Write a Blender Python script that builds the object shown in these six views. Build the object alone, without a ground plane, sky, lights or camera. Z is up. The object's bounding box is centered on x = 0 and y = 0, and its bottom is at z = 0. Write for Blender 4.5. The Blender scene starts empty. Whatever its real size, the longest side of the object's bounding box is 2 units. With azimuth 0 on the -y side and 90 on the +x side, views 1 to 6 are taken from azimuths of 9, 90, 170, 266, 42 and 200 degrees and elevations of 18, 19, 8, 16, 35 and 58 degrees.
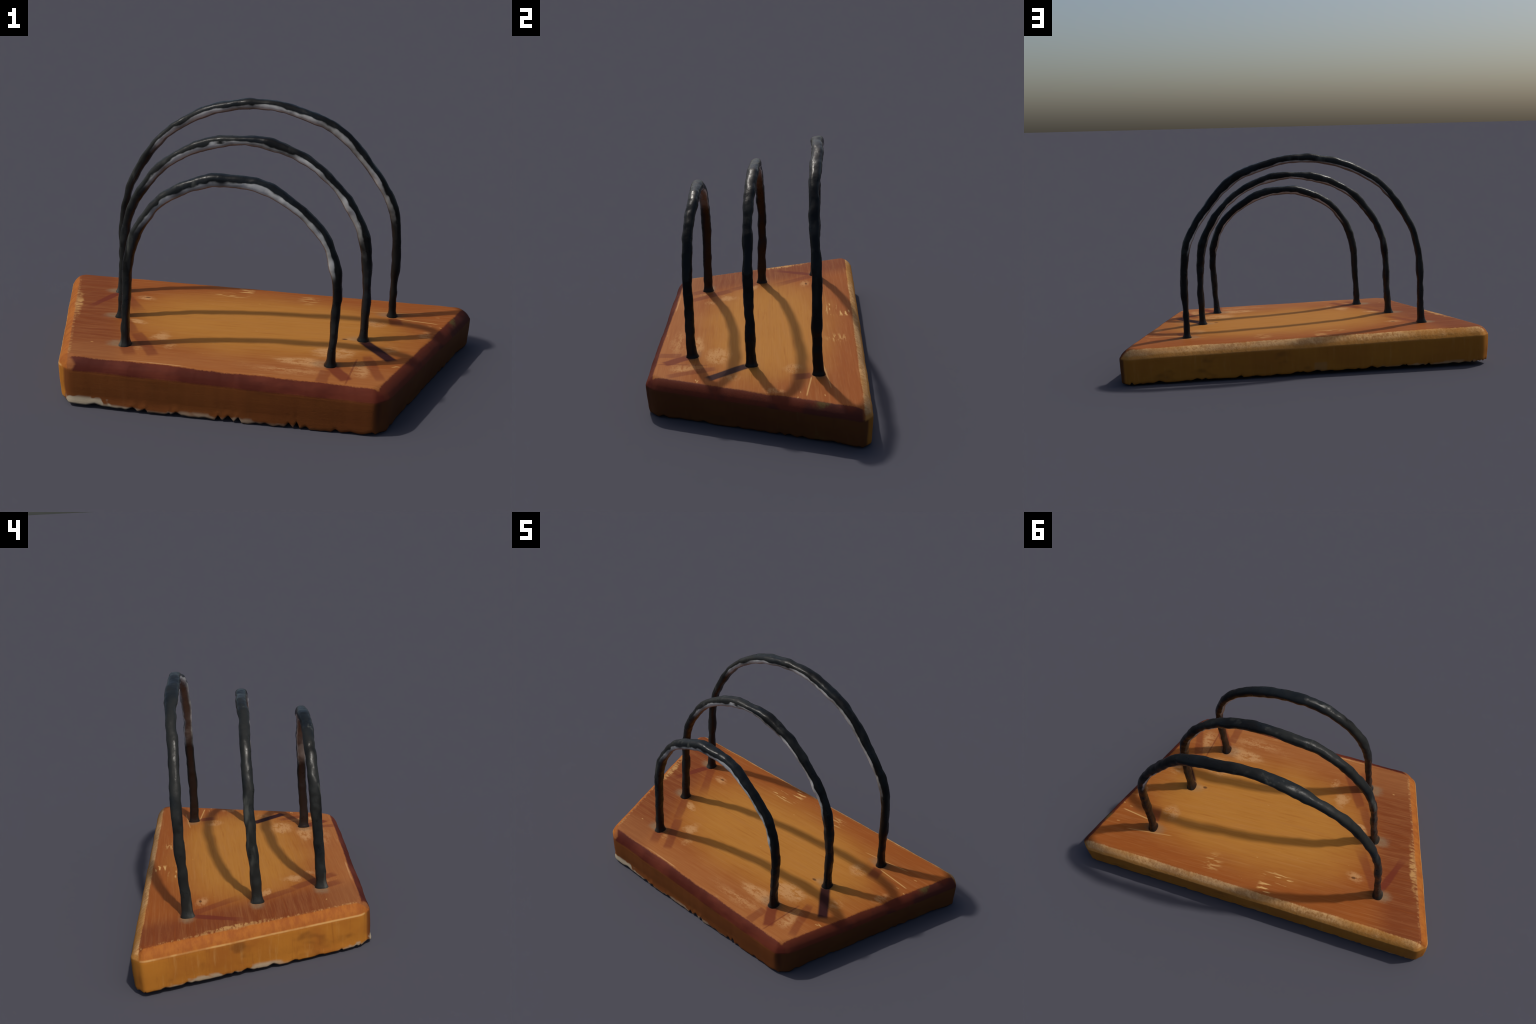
"""Small letter rack: chamfered trapezoid block of varnished wood carrying three bent black wire arches."""
import bpy, math
import numpy as np
from mathutils import Vector, noise

rng = np.random.default_rng(7)


# ------------------------------------------------------------------ helpers
def smooth(a, b, x):
    t = np.clip((x - a) / (b - a), 0, 1)
    return t * t * (3 - 2 * t)


def fbm(p, scale, octaves=3):
    return noise.fractal(Vector(p) * scale, 0.9, 2.1, octaves)


def new_mesh(name, verts, faces, material, parent):
    me = bpy.data.meshes.new(name)
    me.from_pydata([tuple(map(float, v)) for v in verts], [], faces)
    me.update()
    for p in me.polygons:
        p.use_smooth = True
    ob = bpy.data.objects.new(name, me)
    bpy.context.collection.objects.link(ob)
    me.materials.append(material)
    ob.parent = parent
    return ob


class Nodes:
    """Tiny expression builder for material node trees."""

    def __init__(self, name):
        self.mat = bpy.data.materials.new(name)
        self.mat.use_nodes = True
        self.t = self.mat.node_tree
        self.t.nodes.clear()
        self.out = self.t.nodes.new("ShaderNodeOutputMaterial")
        self.bsdf = self.t.nodes.new("ShaderNodeBsdfPrincipled")
        self.t.links.new(self.bsdf.outputs[0], self.out.inputs[0])
        tc = self.t.nodes.new("ShaderNodeTexCoord")
        self.co = tc.outputs["Object"]
        s = self.t.nodes.new("ShaderNodeSeparateXYZ")
        self.t.links.new(self.co, s.inputs[0])
        self.x, self.y, self.z = s.outputs
        g = self.t.nodes.new("ShaderNodeNewGeometry")
        s = self.t.nodes.new("ShaderNodeSeparateXYZ")
        self.t.links.new(g.outputs["Normal"], s.inputs[0])
        self.nx, self.ny, self.nz = s.outputs
        self.pointy = g.outputs["Pointiness"]

    def put(self, sock, v):
        if isinstance(v, (int, float)):
            sock.default_value = v
        elif isinstance(v, tuple):
            sock.default_value = (*v, 1) if len(v) == 3 and sock.type == "RGBA" else v
        else:
            self.t.links.new(v, sock)

    def m(self, op, a, b=0.0, c=None, clamp=False):
        n = self.t.nodes.new("ShaderNodeMath")
        n.operation = op
        n.use_clamp = clamp
        self.put(n.inputs[0], a)
        self.put(n.inputs[1], b)
        if c is not None:
            self.put(n.inputs[2], c)
        return n.outputs[0]

    def add(self, *a):
        r = a[0]
        for b in a[1:]:
            r = self.m("ADD", r, b)
        return r

    def mul(self, *a):
        r = a[0]
        for b in a[1:]:
            r = self.m("MULTIPLY", r, b)
        return r

    def sub(self, a, b):
        return self.m("SUBTRACT", a, b)

    def inv(self, a):
        return self.m("SUBTRACT", 1.0, a)

    def step(self, v, lo, hi, to0=0.0, to1=1.0):
        n = self.t.nodes.new("ShaderNodeMapRange")
        n.interpolation_type = "SMOOTHSTEP"
        self.put(n.inputs["Value"], v)
        self.put(n.inputs["From Min"], lo)
        self.put(n.inputs["From Max"], hi)
        self.put(n.inputs["To Min"], to0)
        self.put(n.inputs["To Max"], to1)
        return n.outputs[0]

    def noise(self, scale, stretch=(1, 1, 1), detail=4.0, rough=0.55, shift=(0, 0, 0), rot=(0, 0, 0)):
        mp = self.t.nodes.new("ShaderNodeMapping")
        mp.inputs["Scale"].default_value = stretch
        mp.inputs["Location"].default_value = shift
        mp.inputs["Rotation"].default_value = rot
        self.t.links.new(self.co, mp.inputs[0])
        n = self.t.nodes.new("ShaderNodeTexNoise")
        n.inputs["Scale"].default_value = scale
        n.inputs["Detail"].default_value = detail
        n.inputs["Roughness"].default_value = rough
        self.t.links.new(mp.outputs[0], n.inputs["Vector"])
        return n.outputs["Fac"]

    def mix(self, f, a, b, mode="MIX"):
        n = self.t.nodes.new("ShaderNodeMix")
        n.data_type = "RGBA"
        n.blend_type = mode
        self.put(n.inputs["Factor"], f)
        self.put(n.inputs["A"], a) if False else None
        ia, ib = [i for i in n.inputs if i.type == "RGBA"]
        self.put(ia, a)
        self.put(ib, b)
        return [o for o in n.outputs if o.type == "RGBA"][0]

    def local(self, x, y, turn, sx, sy):
        """Flat coordinates on the board in a frame of their own."""
        mp = self.t.nodes.new("ShaderNodeMapping")
        mp.vector_type = "TEXTURE"
        mp.inputs["Location"].default_value = (x, y, 0)
        mp.inputs["Rotation"].default_value = (0, 0, turn)
        mp.inputs["Scale"].default_value = (sx, sy, 1e4)
        self.t.links.new(self.co, mp.inputs[0])
        return mp.outputs[0]

    def blob(self, cx, cy, rx, ry, wob=None, soft=0.6, turn=0.0):
        """Soft elliptical patch on the board, 1 in the middle and 0 outside."""
        v = self.local(cx, cy, turn, rx, ry)
        n = self.t.nodes.new("ShaderNodeVectorMath")
        n.operation = "LENGTH"
        self.t.links.new(v, n.inputs[0])
        d = n.outputs["Value"]
        if wob is not None:
            d = self.add(d, wob)
        return self.step(d, 1.0 + soft, 1.0 - soft)

    def streak(self, x0, y0, x1, y1, width, wob=None, fade=True):
        """Band from one point to another on the board, fading out along its length."""
        L = math.hypot(x1 - x0, y1 - y0)
        n = self.t.nodes.new("ShaderNodeSeparateXYZ")
        self.t.links.new(self.local(x0, y0, math.atan2(y1 - y0, x1 - x0), L, width), n.inputs[0])
        u, v = n.outputs[0], self.m("ABSOLUTE", n.outputs[1])
        if wob is not None:
            v = self.add(v, wob)
        m = self.step(v, 1.25, 0.7)
        m = self.mul(m, self.step(u, -0.08, 0.05), self.step(u, 1.1, 0.55 if fade else 0.95))
        return m

    def largest(self, *a):
        r = a[0]
        for b in a[1:]:
            r = self.m("MAXIMUM", r, b)
        return r


# ------------------------------------------------------------------ layout
# plan of the block at its widest: two points per corner, because every
# upright corner is cut off by a narrow facet
PLAN = [(-0.721, -0.455), (-0.662, -0.501), (0.590, -0.558), (0.645, -0.508),
        (1.004, 0.428), (0.956, 0.479), (-0.953, 0.560), (-1.005, 0.510)]
CHAMFER = 0.041
EDGES = {"front": (1, 2), "right": (3, 4), "back": (5, 6), "left": (7, 0)}


def top_z(x, y=0.0):
    return 0.2015 - 0.0125 * x


def bottom_z(x, y):
    return 0.0115 - 0.006 * x + 0.009 * y


def wall_distance(nd, name):
    """Node value: distance inwards from one of the four long walls."""
    a, b = (PLAN[i] for i in EDGES[name])
    L = math.hypot(b[0] - a[0], b[1] - a[1])
    nx, ny = -(b[1] - a[1]) / L, (b[0] - a[0]) / L      # inward for a CCW plan
    return nd.add(nd.mul(nd.x, nx), nd.mul(nd.y, ny), -(a[0] * nx + a[1] * ny))


FEET = {"front": ((-0.475, -0.309), (0.397, -0.343)),
        "middle": ((-0.587, 0.000), (0.514, -0.053)),
        "back": ((-0.683, 0.317), (0.632, 0.262))}


# ------------------------------------------------------------------ wood material
def wood_material():
    n = Nodes("varnished_wood")
    wide = n.noise(2.3, detail=3)
    mid = n.noise(9, (0.5, 1, 1), detail=4, shift=(3, 1, 0))
    fine = n.noise(60, (0.06, 1, 1), detail=5, rough=0.65)
    speck = n.noise(95, detail=3, rough=0.7, shift=(5, 2, 1))
    wob = n.mul(n.sub(mid, 0.5), 1.6)
    d = {k: wall_distance(n, k) for k in EDGES}

    # --- top face: amber middle, redder rim, deep red-brown left end
    cx, cy = n.sub(n.x, 0.10), n.add(n.y, n.mul(n.x, 0.05), -0.03)
    r = n.add(n.mul(cx, cx, 1 / 0.62**2), n.mul(cy, cy, 1 / 0.34**2), n.mul(n.sub(wide, 0.5), 1.1), n.mul(wob, 0.25))
    col = n.mix(n.step(r, 0.25, 1.75), AMBER, RUSSET)
    leftend = n.step(n.add(d["left"], n.mul(n.sub(wide, 0.5), 0.16), n.mul(wob, 0.03)), 0.36, 0.17)
    col = n.mix(n.mul(leftend, 0.85), col, DEEP)
    col = n.mix(n.mul(n.step(n.add(d["front"], n.mul(wob, 0.04)), 0.30, 0.10), 0.35), col, TAN)
    # long pale and reddish streaks of the grain
    col = n.mix(n.step(fine, 0.42, 0.72, 0, 0.24), col, TAN)
    col = n.mix(n.step(fine, 0.47, 0.26, 0, 0.35), col, RUSSET)
    hair = n.noise(150, (0.035, 1, 1), detail=3, rough=0.6, shift=(4, 0, 6))
    col = n.mix(n.step(hair, 0.50, 0.70, 0, 0.07), col, BARE)
    col = n.mix(n.step(hair, 0.48, 0.30, 0, 0.10), col, DEEP)

    # --- pale patches beside the wires
    tooth = n.noise(42, (0.30, 1, 1), detail=4, rough=0.7, shift=(2, 6, 1))
    rough_wob = n.add(n.mul(n.sub(mid, 0.5), 2.4), n.mul(n.sub(tooth, 0.5), 2.6), n.mul(n.sub(speck, 0.5), 1.0))
    pale_patch = n.largest(
        n.mul(n.blob(0.27, -0.335, 0.105, 0.040, rough_wob, 0.7, -0.05), 0.95),
        n.mul(n.blob(0.20, -0.420, 0.160, 0.045, rough_wob, 0.8), 0.60),
        n.mul(n.blob(0.42, -0.210, 0.115, 0.052, rough_wob, 0.55, 0.1), 0.95),
        n.mul(n.blob(0.53, -0.390, 0.050, 0.095, rough_wob, 0.6), 0.75),
        n.mul(n.blob(0.63, -0.130, 0.050, 0.090, rough_wob, 0.7, -0.4), 0.55),
        n.mul(n.blob(0.45, -0.055, 0.055, 0.024, rough_wob, 0.7), 0.65),
        n.mul(n.blob(0.565, 0.150, 0.050, 0.055, rough_wob, 0.6), 0.75),
        n.mul(n.blob(0.780, 0.060, 0.030, 0.060, rough_wob, 0.6, -0.35), 0.6),
        n.mul(n.blob(-0.345, -0.190, 0.050, 0.055, rough_wob, 0.5), 0.95),
        n.mul(n.blob(-0.285, -0.290, 0.030, 0.040, rough_wob, 0.7), 0.6),
        n.mul(n.blob(-0.410, -0.340, 0.045, 0.032, rough_wob, 0.6), 0.65),
        n.mul(n.blob(-0.500, -0.045, 0.050, 0.024, rough_wob, 0.6, -0.5), 0.9),
        n.mul(n.blob(-0.545, 0.255, 0.060, 0.034, rough_wob, 0.6, -0.15), 0.85),
    )
    pale_patch = n.mul(pale_patch, n.step(n.add(tooth, n.mul(n.sub(speck, 0.5), 0.5)), 0.36, 0.60, 0.35, 1.0))
    pale_patch = n.mul(n.step(n.add(pale_patch, n.mul(n.sub(tooth, 0.5), 0.35)), 0.16, 0.80), 0.68)
    col = n.mix(pale_patch, col, PALE)
    crack = n.mul(n.step(n.add(n.noise(48, (0.22, 1, 1), detail=4, rough=0.75, shift=(8, 1, 3))), 0.43, 0.36), n.step(pale_patch, 0.15, 0.5))
    col = n.mix(n.mul(crack, 0.55), col, RUSSET)
    # fine dark pits inside the pale spots
    pit = n.mul(n.step(speck, 0.62, 0.70), n.largest(
        n.blob(0.585, 0.165, 0.055, 0.06, wob, 0.5), n.mul(n.blob(0.27, -0.345, 0.12, 0.05, wob, 0.5), 0.5),
        n.mul(n.blob(-0.36, -0.2, 0.06, 0.06, wob, 0.5), 0.4), n.mul(n.blob(0.42, -0.21, 0.1, 0.05, wob, 0.5), 0.3)))
    col = n.mix(n.mul(pit, 0.6), col, PIT)
    hole = n.largest(n.blob(0.435, -0.062, 0.012, 0.007, None, 0.5), n.blob(-0.535, 0.257, 0.012, 0.006, None, 0.5))
    col = n.mix(n.mul(hole, 0.85), col, PIT)

    # --- runs painted dark red where the wires darken the board
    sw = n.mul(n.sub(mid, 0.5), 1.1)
    wire_shadows = n.largest(
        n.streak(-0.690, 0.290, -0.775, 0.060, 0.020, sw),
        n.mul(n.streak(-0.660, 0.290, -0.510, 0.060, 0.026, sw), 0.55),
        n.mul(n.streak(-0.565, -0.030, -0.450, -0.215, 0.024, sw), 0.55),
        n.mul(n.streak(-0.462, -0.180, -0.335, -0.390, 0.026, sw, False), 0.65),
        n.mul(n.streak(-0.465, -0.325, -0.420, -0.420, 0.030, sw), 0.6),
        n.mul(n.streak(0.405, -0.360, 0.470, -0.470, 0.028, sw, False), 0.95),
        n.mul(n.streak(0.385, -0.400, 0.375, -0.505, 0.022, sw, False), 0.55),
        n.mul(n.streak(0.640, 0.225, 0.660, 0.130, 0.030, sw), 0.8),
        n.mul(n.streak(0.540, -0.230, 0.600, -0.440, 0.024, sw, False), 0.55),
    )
    col = n.mix(n.mul(wire_shadows, 0.85), col, STREAK_RED)
    dark_wire_shadow = n.streak(0.520, -0.075, 0.640, -0.250, 0.027, n.mul(sw, 0.3), False)
    col = n.mix(n.mul(dark_wire_shadow, 0.97), col, SHADOW_DARK)

    # --- grey smear of glue round every foot
    smear = n.largest(*[n.mul(n.blob(x - dx, y + 0.004, 0.046, 0.030, n.mul(rough_wob, 0.5), 0.55), a)
                        for (x, y), dx, a in [(FEET["front"][0], 0.026, 0.85), (FEET["middle"][0], 0.026, 0.8),
                                              (FEET["back"][0], 0.028, 0.85), (FEET["front"][1], 0.022, 0.6),
                                              (FEET["middle"][1], 0.020, 0.55), (FEET["back"][1], 0.018, 0.5)]])
    col = n.mix(n.mul(smear, n.step(tooth, 0.35, 0.6, 0.5, 0.85)), col, GLUE)
    grime = n.largest(*[n.blob(x, y, 0.025, 0.031, n.mul(wob, 0.3), 0.30) for p in FEET.values() for x, y in p])
    col = n.mix(n.mul(grime, 0.85), col, GRIME)

    # --- scratches down to bare wood, running with the grain
    dash = n.step(n.noise(70, (0.16, 1, 1), detail=2, rough=0.5, shift=(1, 7, 2)), 0.55, 0.60)
    where = n.largest(
        n.blob(-0.085, 0.450, 0.030, 0.040, wob, 0.5), n.blob(-0.150, 0.375, 0.075, 0.026, wob, 0.5, -0.1),
        n.mul(n.blob(0.235, 0.380, 0.05, 0.05, wob, 0.5), 0.6))
    scratch = n.mul(dash, where)
    stray = n.mul(n.step(n.noise(34, (0.35, 1, 1), detail=2, shift=(9, 4, 0)), 0.73, 0.79), 0.7)
    line = n.largest(n.streak(0.66, 0.226, 0.83, 0.197, 0.0035, n.mul(wob, 0.3), False),
                     n.mul(n.streak(0.52, 0.288, 0.76, 0.309, 0.003, n.mul(wob, 0.5), False), 0.6))
    lw = n.mul(n.streak(0.50, -0.27, 0.47, -0.50, 0.004, n.mul(wob, 0.4), False), 0.5)
    col = n.mix(n.mul(n.largest(scratch, stray, n.mul(line, 0.7)), 0.9), col, BARE)
    col = n.mix(lw, col, STREAK_RED)

    # --- the sawn sides: plain amber varnish, a little browner in places
    zt = n.add(n.mul(n.x, -0.0125), 0.2015)
    drop = n.sub(zt, n.z)                                   # depth below the top
    side = n.mix(n.step(n.add(wide, n.mul(n.sub(mid, 0.5), 0.5)), 0.35, 0.7), SIDE_A, SIDE_B)
    vgrain = n.noise(50, (1, 1, 0.10), detail=4, rough=0.6)
    side = n.mix(n.step(vgrain, 0.45, 0.25, 0, 0.28), side, DEEP)
    side = n.mix(n.step(vgrain, 0.55, 0.8, 0, 0.35), side, BARE)
    # front and right walls darker and browner than the left, back a little browner
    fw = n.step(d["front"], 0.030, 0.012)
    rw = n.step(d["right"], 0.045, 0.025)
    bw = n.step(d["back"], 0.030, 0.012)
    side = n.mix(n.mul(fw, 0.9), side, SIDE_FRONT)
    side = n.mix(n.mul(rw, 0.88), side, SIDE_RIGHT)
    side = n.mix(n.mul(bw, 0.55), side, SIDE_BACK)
    blot = n.step(n.add(n.noise(7, (1, 1, 1.5), detail=2, shift=(2, 2, 5)), 0.0), 0.58, 0.74)
    side = n.mix(n.mul(blot, 0.45), side, PIT)
    tape = n.mul(n.step(n.m("ABSOLUTE", n.add(n.x, 0.055)), 0.040, 0.028), n.step(n.z, 0.075, 0.062), bw)
    side = n.mix(n.mul(tape, 0.25), side, GLUE)
    edge_wob = n.add(n.mul(n.sub(mid, 0.5), 0.02), n.mul(n.sub(speck, 0.5), 0.012))
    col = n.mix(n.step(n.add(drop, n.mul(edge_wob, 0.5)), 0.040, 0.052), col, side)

    # --- chamfers, each with a finish of its own
    on_bevel = n.step(drop, 0.003, 0.008)
    above = n.step(n.add(drop, n.mul(edge_wob, 0.6)), 0.057, 0.045)
    reach = n.add(0.040, n.mul(edge_wob, 0.9))

    def band(k):
        return n.mul(n.step(n.sub(d[k], reach), 0.004, -0.004), above)

    facets = n.largest(*[n.mul(n.step(n.add(n.m("ABSOLUTE", n.sub(n.x, x)), n.m("ABSOLUTE", n.sub(n.y, y))), 0.075, 0.055), 1.0)
                         for x, y in [(-0.70, -0.49)]])
    stain = n.mix(n.step(n.add(mid, n.mul(n.sub(wide, 0.5), 0.8)), 0.35, 0.65), STAIN_A, STAIN_B)
    f = n.mul(band("front"), n.inv(n.mul(facets, 0.9)), n.inv(n.mul(n.step(d["back"], 0.055, 0.04), 1.0)))
    f = n.mul(f, n.step(n.add(mid, n.mul(speck, 0.3)), 0.28, 0.42, 0.75, 1.0))
    col = n.mix(n.mul(f, 0.95), col, stain)
    stain_r = n.mix(n.step(n.add(mid, n.mul(n.sub(wide, 0.5), 1.2)), 0.40, 0.60), STAIN_C, STAIN_B)
    col = n.mix(n.mul(band("right"), n.step(d["back"], 0.030, 0.055), 0.93), col, stain_r)
    moss = n.mul(n.blob(0.893, 0.265, 0.02, 0.035, n.mul(rough_wob, 0.7), 0.5), on_bevel)
    col = n.mix(n.mul(moss, 0.7), col, OLIVE)
    # back: sanded to raw, open-pored wood
    bb = band("back")
    diag = n.noise(55, (1, 0.28, 1), detail=3, rough=0.6, rot=(0, 0, 0.7))
    raw = n.mix(n.step(n.add(n.mul(diag, 0.6), n.mul(mid, 0.4), n.mul(n.sub(speck, 0.5), 0.35)), 0.36, 0.64), RAW_DARK, RAW)
    raw = n.mix(n.step(n.noise(5, detail=3, shift=(1, 3, 9)), 0.42, 0.62, 0, 0.6), raw, AMBER)
    raw = n.mix(n.step(n.add(wide, n.mul(n.sub(n.x, 0.0), 0.12)), 0.48, 0.66, 0, 0.40), raw, RAW_GREY)
    low = n.step(n.add(drop, n.mul(edge_wob, 0.9)), 0.022, 0.040)
    raw = n.mix(n.mul(low, 0.75), raw, AMBER)
    col = n.mix(bb, col, raw)
    # left: orange varnish with saw ripples and splintered pale rim
    lb = n.mul(band("left"), n.step(d["back"], 0.03, 0.045))
    ripple = n.noise(30, (0.35, 1, 0.5), detail=5, rough=0.65, rot=(0, 0, -0.6), shift=(0, 3, 0))
    lcol = n.mix(n.step(ripple, 0.33, 0.66), BEV_DARK, BEV)
    col = n.mix(n.mul(lb, 0.9), col, lcol)
    # worn-through arrises of the left bevel
    inner = n.step(n.m("ABSOLUTE", n.sub(d["left"], n.add(CHAMFER + 0.004, n.mul(edge_wob, 0.5)))), 0.010, 0.002)
    splint = n.step(n.add(n.noise(85, (0.22, 1, 1), detail=3, shift=(4, 4, 4)), n.mul(n.blob(-0.84, 0.10, 0.12, 0.16, wob, 0.6), 0.14)), 0.50, 0.66)
    wide_in = n.mul(n.blob(-0.826, 0.105, 0.015, 0.14, n.mul(rough_wob, 0.8), 0.5, 0.28), splint)
    outer_rim = n.mul(n.step(n.m("ABSOLUTE", n.sub(drop, 0.048)), 0.006, 0.001), n.step(d["left"], 0.02, 0.008))
    col = n.mix(n.mul(n.largest(n.mul(inner, splint, n.step(drop, 0.020, 0.012), 0.45), n.mul(wide_in, n.step(drop, 0.030, 0.020), 0.75), n.mul(outer_rim, n.step(mid, 0.35, 0.55, 0.35, 0.9))), 0.8), col, BARE)
    rim = n.mul(n.step(n.m("ABSOLUTE", n.sub(d["front"], n.add(CHAMFER + 0.007, n.mul(edge_wob, 0.5)))), 0.006, 0.001),
                n.step(mid, 0.50, 0.62), n.step(drop, 0.012, 0.004))
    col = n.mix(n.mul(rim, 0.6), col, PALE)

    # --- chalky paper-like lip along the bottom of the left half
    above_floor = n.sub(n.z, n.add(0.0115, n.mul(n.x, -0.006), n.mul(n.y, 0.009)))
    corner = n.blob(-0.70, -0.50, 0.36, 0.16, n.mul(wob, 0.3), 0.35)
    flecks = n.step(n.noise(13, detail=2, shift=(1, 1, 8)), 0.46, 0.60)
    on_front = n.mul(n.step(d["front"], 0.05, 0.02), n.step(n.x, 0.45, 0.05), 0.55)
    on_left = n.mul(n.step(d["left"], 0.05, 0.02), n.step(n.y, -0.16, -0.02), n.step(n.y, 0.48, 0.38), 0.85)
    on_back = n.mul(n.step(d["back"], 0.05, 0.02), n.step(n.x, -0.30, -0.42), 0.45)
    reachup = n.add(n.mul(corner, n.add(0.006, n.mul(flecks, 0.013))), n.mul(n.largest(on_front, on_left, on_back), n.add(n.mul(flecks, 0.020), 0.004)))
    lip = n.step(n.sub(n.add(above_floor, n.mul(n.sub(mid, 0.5), 0.016)), reachup), 0.010, -0.007)
    lip = n.mul(lip, n.largest(corner, on_front, on_left, on_back))
    col = n.mix(n.mul(lip, 0.9), col, CHALK)

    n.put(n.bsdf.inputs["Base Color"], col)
    ro = n.step(n.add(n.largest(pale_patch, bb, lip), n.mul(n.sub(speck, 0.5), 0.3)), 0.1, 0.8, 0.62, 0.85)
    n.put(n.bsdf.inputs["Roughness"], ro)
    n.bsdf.inputs["Specular IOR Level"].default_value = 0.06
    bump = n.t.nodes.new("ShaderNodeBump")
    bump.inputs["Strength"].default_value = 0.35
    bump.inputs["Distance"].default_value = 0.004
    h = n.add(n.mul(fine, 0.5), n.mul(speck, 0.35), n.mul(pit, -0.8), n.mul(n.largest(scratch, stray), -0.4),
              n.mul(bb, n.mul(diag, 1.3)), n.mul(lb, n.mul(ripple, 0.6)))
    n.put(bump.inputs["Height"], h)
    n.put(n.bsdf.inputs["Normal"], bump.outputs[0])
    return n.mat


AMBER = (0.385, 0.158, 0.027)
RUSSET = (0.255, 0.070, 0.013)
DEEP = (0.150, 0.036, 0.011)
TAN = (0.360, 0.150, 0.050)
PALE = (0.490, 0.262, 0.108)
BARE = (0.560, 0.320, 0.110)
PIT = (0.075, 0.028, 0.010)
STREAK_RED = (0.130, 0.024, 0.012)
SHADOW_DARK = (0.022, 0.006, 0.008)
GLUE = (0.215, 0.165, 0.098)
GRIME = (0.030, 0.026, 0.022)
SIDE_A = (0.420, 0.160, 0.022)
SIDE_B = (0.330, 0.110, 0.018)
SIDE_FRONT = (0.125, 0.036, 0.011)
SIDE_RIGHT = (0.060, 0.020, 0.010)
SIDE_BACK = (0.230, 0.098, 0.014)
STAIN_A = (0.055, 0.008, 0.006)
STAIN_B = (0.100, 0.019, 0.011)
STAIN_C = (0.055, 0.014, 0.012)
OLIVE = (0.110, 0.085, 0.025)
RAW = (0.560, 0.320, 0.130)
RAW_DARK = (0.340, 0.150, 0.045)
RAW_GREY = (0.330, 0.210, 0.110)
BEV = (0.360, 0.120, 0.020)
BEV_DARK = (0.275, 0.080, 0.016)
CHALK = (0.400, 0.335, 0.235)


# ------------------------------------------------------------------ wire material
def wire_material(ends, height):
    (xl, yl), (xr, yr) = ends
    cx, half = (xl + xr) / 2, (xr - xl) / 2
    n = Nodes("black_wire")
    big = n.noise(7, detail=3)
    streaks = n.noise(26, detail=4, rough=0.6, shift=(3, 3, 3))
    along = n.noise(16, (1, 1, 0.22), detail=3, rough=0.55, shift=(5, 0, 2))
    # left-hand half of every loop lightened: handled colour carries the light on that side
    grey_sheen = n.step(n.add(n.x, n.mul(n.sub(big, 0.5), 0.8)), 0.25, -0.35)
    col = n.mix(n.step(n.add(big, n.mul(grey_sheen, 0.25)), 0.50, 0.72), BLACK, IRON)
    col = n.mix(n.mul(n.step(n.noise(5, detail=2, shift=(7, 1, 4)), 0.50, 0.66), 0.7), col, BLUED)
    col = n.mix(n.mul(n.step(along, 0.57, 0.70), n.add(n.mul(grey_sheen, 0.45), 0.08)), col, KHAKI)  # pale streaks drawn in for highlights along the legs
    # pale stripe painted inside the loop: bright surroundings mirrored in the gloss
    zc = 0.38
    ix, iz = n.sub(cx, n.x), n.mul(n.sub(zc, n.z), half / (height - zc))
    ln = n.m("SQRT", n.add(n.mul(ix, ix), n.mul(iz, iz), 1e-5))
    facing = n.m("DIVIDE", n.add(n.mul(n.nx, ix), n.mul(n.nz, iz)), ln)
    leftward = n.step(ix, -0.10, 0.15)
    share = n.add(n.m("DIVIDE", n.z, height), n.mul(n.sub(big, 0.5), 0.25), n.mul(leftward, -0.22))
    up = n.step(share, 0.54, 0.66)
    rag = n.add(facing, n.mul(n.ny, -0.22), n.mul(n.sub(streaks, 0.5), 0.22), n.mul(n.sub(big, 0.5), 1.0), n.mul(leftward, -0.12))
    painted_glare = n.mul(n.step(rag, 0.05, 0.24), n.step(big, 0.26, 0.46, 0.3, 1.0), n.add(n.mul(up, 0.92), 0.02))
    col = n.mix(painted_glare, col, n.mix(n.step(big, 0.40, 0.60), BRIGHT_LOW, BRIGHT))
    wood_reflection = n.mul(n.step(n.add(facing, n.mul(n.sub(big, 0.5), 0.5)), 0.60, 0.88), 0.85)  # brown tint on inner faces, the board's reflection put into the colour
    col = n.mix(wood_reflection, col, n.mix(up, WOOD_REFLECT, WOOD_REFLECT_PALE))
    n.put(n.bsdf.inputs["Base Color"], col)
    n.put(n.bsdf.inputs["Roughness"], n.step(streaks, 0.3, 0.7, 0.26, 0.40))
    n.bsdf.inputs["Specular IOR Level"].default_value = 0.15
    bump = n.t.nodes.new("ShaderNodeBump")
    bump.inputs["Strength"].default_value = 0.4
    bump.inputs["Distance"].default_value = 0.004
    n.put(bump.inputs["Height"], n.noise(40, detail=4))
    n.put(n.bsdf.inputs["Normal"], bump.outputs[0])
    return n.mat


BLACK = (0.0065, 0.0065, 0.0062)
IRON = (0.018, 0.019, 0.0175)
BLUED = (0.008, 0.011, 0.0135)
KHAKI = (0.105, 0.108, 0.094)
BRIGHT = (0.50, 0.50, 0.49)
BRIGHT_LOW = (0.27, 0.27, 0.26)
WOOD_REFLECT = (0.017, 0.0085, 0.006)
WOOD_REFLECT_PALE = (0.095, 0.062, 0.048)


# ------------------------------------------------------------------ block
def offset_plan(inset):
    n = len(PLAN)
    P = np.array(PLAN)
    d = np.roll(P, -1, 0) - P
    d /= np.linalg.norm(d, axis=1)[:, None]
    nrm = np.stack([-d[:, 1], d[:, 0]], 1)
    out = []
    for i in range(n):
        a, b = (i - 1) % n, i
        A = np.array([nrm[a], nrm[b]])
        rhs = np.array([nrm[a] @ P[i] + inset, nrm[b] @ P[i] + inset])
        out.append(np.linalg.solve(A, rhs))
    return np.array(out)


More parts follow.
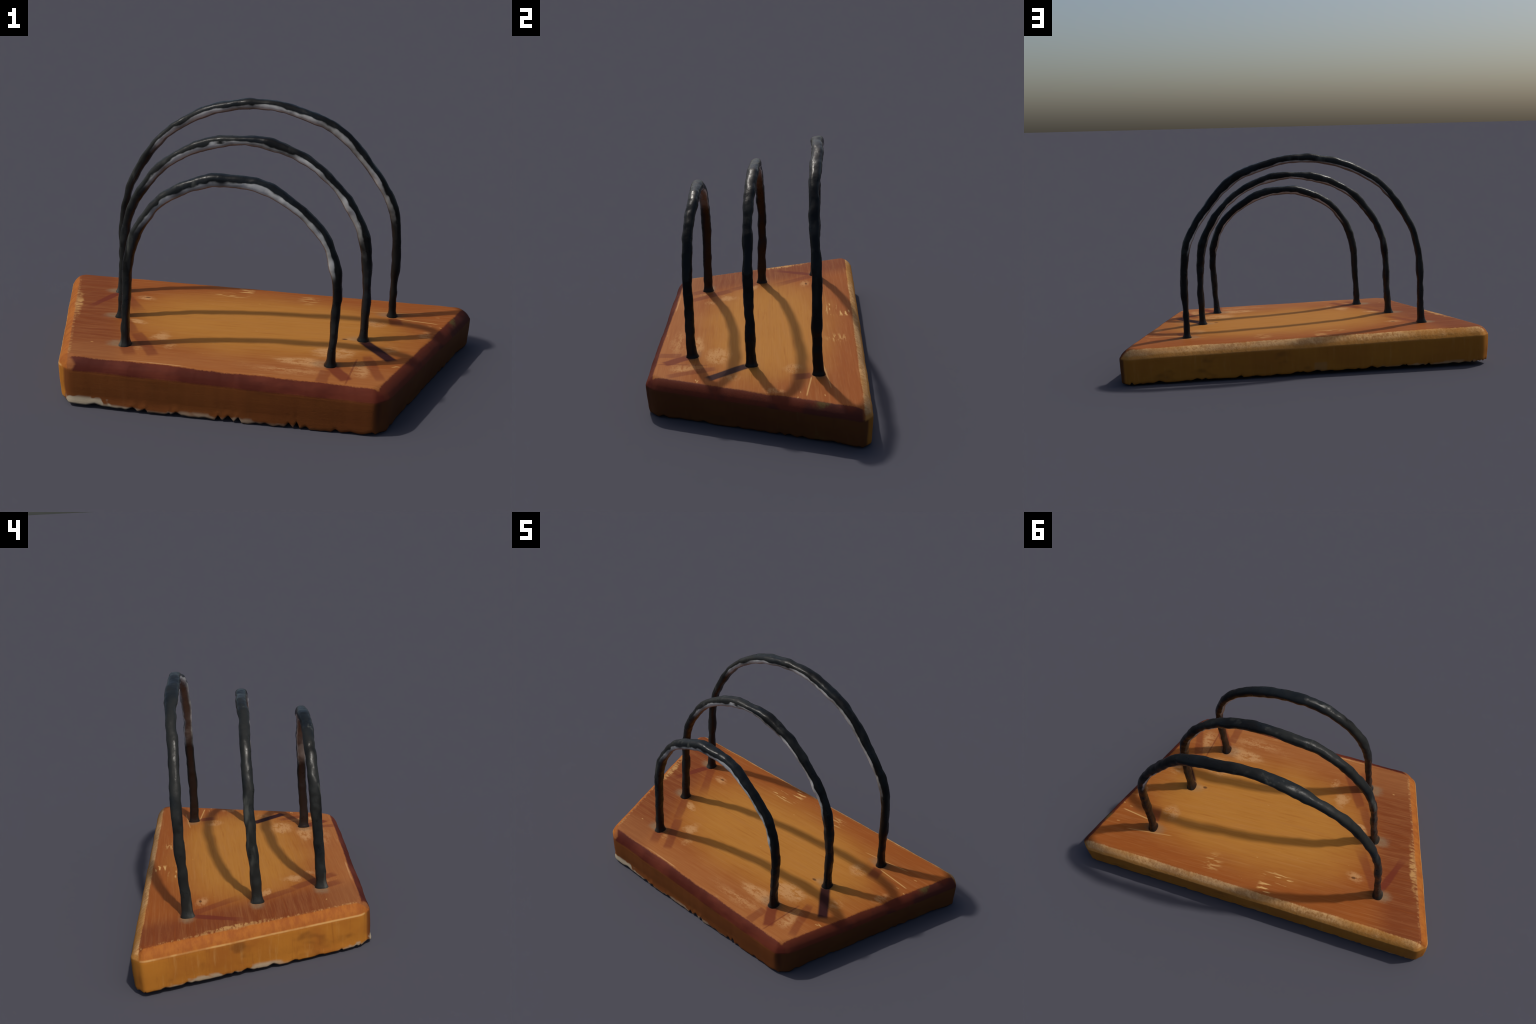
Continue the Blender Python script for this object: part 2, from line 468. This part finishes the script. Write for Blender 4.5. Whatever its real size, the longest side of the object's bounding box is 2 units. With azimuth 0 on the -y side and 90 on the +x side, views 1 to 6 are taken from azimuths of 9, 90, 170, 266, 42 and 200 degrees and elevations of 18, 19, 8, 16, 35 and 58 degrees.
def build_block(parent, material):
    P = np.array(PLAN)
    count = [max(9, int(round(np.linalg.norm(P[(i + 1) % 8] - P[i]) / 0.0065))) for i in range(8)]

    def ring(inset):
        Q = offset_plan(inset)
        pts = np.concatenate([Q[i] + (Q[(i + 1) % 8] - Q[i]) * (np.arange(c) / c)[:, None] for i, c in enumerate(count)])
        for _ in range(7):
            pts = 0.5 * pts + 0.25 * (np.roll(pts, 1, 0) + np.roll(pts, -1, 0))
        return pts

    base = ring(0.0)
    N = len(base)
    tang = np.roll(base, -1, 0) - np.roll(base, 1, 0)
    tang /= np.linalg.norm(tang, axis=1)[:, None]
    inward = np.stack([-tang[:, 1], tang[:, 0]], 1)
    edge_of = np.concatenate([[i] * c for i, c in enumerate(count)])
    frac = np.concatenate([np.arange(c) / c for c in count])

    # torn lower edge: notches of uneven width and depth
    s, tear, arc = 0, np.zeros(N), np.arange(N)
    while s < N:
        w = int(rng.integers(3, 12))
        on_front = edge_of[s] == 1
        depth = rng.random() ** 1.8 * (0.032 if on_front and 0.2 < frac[s] < 0.8 else 0.014)
        peak = s + rng.uniform(0.25, 0.75) * w
        span = (arc >= s) & (arc < s + w)
        tear[span] = np.maximum(tear[span], depth * np.clip(1 - np.abs(arc[span] - peak) / (0.55 * w), 0, 1))
        s += w
    zb = bottom_z(base[:, 0], base[:, 1]) + tear
    zb += np.array([0.005 * fbm((x, y, 3.0), 3.0) for x, y in base])
    zb = np.maximum(zb, 0.0)
    zt = top_z(base[:, 0])

    # lip: flares out along the front-left bottom, tucks in elsewhere
    flare = np.where(edge_of == 1, smooth(0.95, 0.25, frac), 0) + np.where(edge_of == 0, 1.0, 0) * smooth(0.1, 0.8, frac)
    flare = flare + np.where(edge_of == 7, 0.45 * smooth(0.3, 0.9, frac) * smooth(1.0, 0.9, frac), 0)
    lean = np.where(edge_of == 3, 0.011 * smooth(0.0, 0.15, frac) * smooth(1.0, 0.85, frac), 0)
    for _ in range(20):
        lean = (np.roll(lean, 1) + lean + np.roll(lean, -1)) / 3
    tuck = 0.009 - 0.013 * flare + lean

    wav = np.array([0.0028 * fbm((x, y, 0.0), 4.0) + 0.0009 * fbm((x, y, 5.0), 22.0, 2) for x, y in base])
    rim_wav = np.array([0.0030 * fbm((x, y, 9.0), 7.0) + 0.0012 * fbm((x, y, 2.0), 40.0, 2) for x, y in base])

    rings = []

    def put(inset, z, extra=0.0):
        r = ring(inset) + inward * (np.asarray(extra) + wav)[:, None]
        rings.append(np.column_stack([r, z]))

    hi = 0.046                                     # depth of the chamfer below the top
    put(0.055, zb + 0.026)
    put(0.018, zb + 0.010, tuck)
    put(0.004, zb + 0.001, tuck)
    put(0.0, zb, tuck)
    put(0.0, zb + 0.006, tuck * 0.85 - 0.001)
    put(0.0, zb + 0.016, (tuck - lean) * 0.62 + lean * 0.88)
    put(0.0, zb * 0.7 + 0.034, (tuck - lean) * 0.35 + 0.002 + lean * 0.75)
    put(0.0, zb * 0.4 + 0.055, 0.0040 - 0.004 * flare + lean * 0.55)
    put(0.0, zb * 0.2 + 0.080, 0.002 - 0.003 * flare + lean * 0.30)
    put(0.0, np.full(N, 0.105), 0.001 - 0.002 * flare + lean * 0.10)
    put(0.0, zt - hi - 0.014)
    put(0.0, zt - hi - 0.004, rim_wav * 0.3)
    put(0.0015, zt - hi + 0.001, rim_wav * 0.5)
    put(0.006, zt - hi + 0.008, rim_wav * 0.5)
    for t in (0.28, 0.42, 0.56, 0.70, 0.84):
        belly = 0.0030 * math.sin(math.pi * t)
        put(CHAMFER * t - belly, zt - hi * (1 - t) + belly, rim_wav * (0.5 + 0.5 * t))
    put(CHAMFER * 0.97, zt - 0.0022, rim_wav)
    put(CHAMFER * 1.08, zt - 0.0006, rim_wav)
    put(CHAMFER * 1.25, zt, rim_wav * 0.8)
    last = rings[-1]
    centre = np.array([last[:, 0].mean(), last[:, 1].mean()])
    for t in np.linspace(0.93, 0.06, 26):
        xy = centre + (last[:, :2] - centre) * t
        dish = np.array([0.0012 * fbm((x, y, 1.0), 5.0) for x, y in xy])
        rings.append(np.column_stack([xy, top_z(xy[:, 0]) + dish]))

    V = np.concatenate(rings)
    # saw ripples on the left chamfer, torn pores on the back one
    R = len(rings)
    faces = []
    for r in range(R - 1):
        a, b = r * N, (r + 1) * N
        for i in range(N):
            j = (i + 1) % N
            faces.append((a + i, a + j, b + j, b + i))
    top_c, bot_c = len(V), len(V) + 1
    V = np.vstack([V, [centre[0], centre[1], top_z(centre[0])], [centre[0], centre[1], 0.045]])
    for i in range(N):
        j = (i + 1) % N
        faces.append(((R - 1) * N + i, (R - 1) * N + j, top_c))
        faces.append((j, i, bot_c))
    V[:, 2] -= V[:, 2].min()
    return new_mesh("wooden_base", V, faces, material, parent)


# ------------------------------------------------------------------ wires
def catmull(P, per=14):
    P = np.asarray(P, float)
    Q = np.vstack([2 * P[0] - P[1], P, 2 * P[-1] - P[-2]])
    out = []
    for i in range(1, len(Q) - 2):
        for t in np.arange(per) / per:
            a, b, c, d = Q[i - 1], Q[i], Q[i + 1], Q[i + 2]
            out.append(0.5 * (2 * b + (c - a) * t + (2 * a - 5 * b + 4 * c - d) * t * t + (3 * b - a - 3 * c + d) * t**3))
    return np.array(out + [P[-1]])


def build_wire(parent, path, slim, seed, ends, crown=0.027, shift=(0.0, 0.0)):
    C = catmull(path)
    n = len(C)
    for _ in range(40):
        C[1:-1] = 0.5 * C[1:-1] + 0.25 * (C[:-2] + C[2:])
    high = smooth(0.0, 0.12, np.minimum(np.arange(n), np.arange(n)[::-1]) / n)
    # loops stand a little off plumb: legs one way, crown the other
    tall = C[:, 2] / C[:, 2].max()
    C[:, 1] += high * (shift[0] + (shift[1] - shift[0]) * smooth(0.55, 0.95, tall))
    mid_x = 0.5 * (C[0, 0] + C[-1, 0])
    C[:, 0] += high * (C[:, 0] - mid_x) * 0.002
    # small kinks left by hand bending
    for i in range(6, n - 6):
        w = min(1.0, (i - 6) / 20, (n - 7 - i) / 20)
        C[i] += w * 0.0032 * np.array(noise.noise_vector(Vector(C[i]) * 9.0 + Vector((seed, seed, 0))))
    prof = np.interp(np.linspace(0, 1, n), np.linspace(0, 1, len(slim)), slim)
    t = np.gradient(C, axis=0)
    t /= np.linalg.norm(t, axis=1)[:, None]
    arc = np.r_[0, np.cumsum(np.linalg.norm(np.diff(C, axis=0), axis=1))]
    across = np.array([0.0, 1.0, 0.0])
    sides = 28
    verts, faces = [], []

    def add_ring(c, tan, ra, rb, rough):
        b = across - tan * (across @ tan)
        b /= np.linalg.norm(b)
        a = np.cross(b, tan)
        for k in range(sides):
            u = 2 * math.pi * k / sides
            cu, su = math.cos(u), math.sin(u)
            # slightly squared section, as hammered wire
            q = 1.0 / (abs(cu) ** 2.5 + abs(su) ** 2.5) ** (1 / 2.5)
            p = c + a * (ra * cu * q) + b * (rb * su * q)
            lump = 0.0048 * fbm(p + np.array([seed, 0, 0]), 13.0, 2) + 0.0016 * fbm(p + np.array([0, seed, 0]), 34.0, 2)
            verts.append(p + (a * cu + b * su) * lump * rough)

    total = arc[-1]
    down = np.array([0, 0, -0.03])
    add_ring(C[0] + down, t[0], prof[0] * 1.3, 0.028, 0.2)
    for i in range(n):
        e = min(arc[i], total - arc[i])
        foot = 1 + 0.62 * math.exp(-max(e - 0.002, 0) / 0.013)
        h = C[i, 2]
        wide = 0.0240 + (crown - 0.0240) * smooth(0.80, 1.0, h / max(C[:, 2]))
        swell = noise.noise(Vector((arc[i] * 5.0, seed, 2.0)))
        squash = noise.noise(Vector((arc[i] * 8.0, seed, 9.0)))
        wide *= 1 + (0.16 * swell + 0.10 * squash) * smooth(0.15, 0.4, e)
        ra = (prof[i] + 0.0006) * foot * (1 - 0.10 * squash * smooth(0.05, 0.3, e))
        rb = wide * (1 + (foot - 1) * 0.55)
        add_ring(C[i], t[i], ra, rb, smooth(0.0, 0.08, e) * 0.9 + 0.1)
    add_ring(C[-1] + down, t[-1], prof[-1] * 1.3, 0.028, 0.2)
    rows = n + 2
    for r in range(rows - 1):
        for k in range(sides):
            j = (k + 1) % sides
            faces.append((r * sides + k, r * sides + j, (r + 1) * sides + j, (r + 1) * sides + k))
    faces.append(tuple(reversed(range(sides))))
    faces.append(tuple((rows - 1) * sides + k for k in range(sides)))
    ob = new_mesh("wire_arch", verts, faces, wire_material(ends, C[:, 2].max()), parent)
    import bmesh
    bm = bmesh.new()
    bm.from_mesh(ob.data)
    bmesh.ops.recalc_face_normals(bm, faces=bm.faces)
    bm.to_mesh(ob.data)
    bm.free()
    return ob


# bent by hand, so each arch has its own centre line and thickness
ARCHES = {
    "front": dict(
        path=[(-0.475, -0.310, 0.205), (-0.470, -0.308, 0.336), (-0.461, -0.305, 0.461), (-0.450, -0.299, 0.589), (-0.416, -0.300, 0.694),
              (-0.342, -0.297, 0.808), (-0.252, -0.302, 0.875), (-0.136, -0.304, 0.925), (-0.014, -0.308, 0.936), (0.111, -0.313, 0.916),
              (0.219, -0.326, 0.861), (0.320, -0.339, 0.781), (0.380, -0.341, 0.690), (0.416, -0.346, 0.553), (0.411, -0.347, 0.438),
              (0.406, -0.348, 0.316), (0.397, -0.343, 0.194)],
        shift=(0.001, -0.001),
        slim=[0.0165, 0.0165, 0.017, 0.019, 0.021, 0.022, 0.024, 0.0255, 0.0265, 0.026, 0.023, 0.022, 0.022, 0.0205, 0.0185, 0.017, 0.0155]),
    "middle": dict(
        path=[(-0.587, 0.000, 0.205), (-0.574, 0.003, 0.352), (-0.568, 0.009, 0.496), (-0.552, 0.012, 0.646), (-0.496, 0.010, 0.769),
              (-0.407, 0.007, 0.889), (-0.298, 0.000, 0.967), (-0.150, 0.001, 1.027), (-0.007, -0.009, 1.038), (0.106, -0.018, 1.027),
              (0.263, -0.033, 0.966), (0.379, -0.045, 0.866), (0.451, -0.052, 0.763), (0.508, -0.057, 0.634), (0.521, -0.056, 0.480),
              (0.519, -0.055, 0.336), (0.514, -0.053, 0.192)],
        shift=(0.003, -0.001),
        slim=[0.017, 0.017, 0.018, 0.019, 0.020, 0.0215, 0.024, 0.026, 0.0195, 0.0245, 0.022, 0.0215, 0.023, 0.0235, 0.0195, 0.0175, 0.016]),
    "back": dict(
        path=[(-0.683, 0.317, 0.207), (-0.672, 0.320, 0.367), (-0.669, 0.328, 0.532), (-0.634, 0.329, 0.718), (-0.569, 0.330, 0.850),
              (-0.468, 0.332, 0.974), (-0.333, 0.332, 1.070), (-0.157, 0.317, 1.132), (-0.003, 0.304, 1.147), (0.144, 0.300, 1.127),
              (0.322, 0.279, 1.065), (0.435, 0.265, 0.971), (0.546, 0.259, 0.828), (0.613, 0.257, 0.698), (0.636, 0.256, 0.508),
              (0.631, 0.255, 0.350), (0.631, 0.262, 0.190)],
        crown=0.030, shift=(0.004, -0.001),
        slim=[0.017, 0.017, 0.018, 0.018, 0.0185, 0.020, 0.0215, 0.0235, 0.0235, 0.023, 0.0255, 0.024, 0.0225, 0.0215, 0.020, 0.0165, 0.015]),
}

rack = bpy.data.objects.new("letter_rack", None)
bpy.context.collection.objects.link(rack)
rack["label"] = "wooden letter rack with three black wire arches"
rack["category"] = "letter rack"

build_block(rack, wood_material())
for i, (which, spec) in enumerate(ARCHES.items()):
    build_wire(rack, spec["path"], spec["slim"], 3.7 * (i + 1), FEET[which], spec.get("crown", 0.027), spec["shift"])
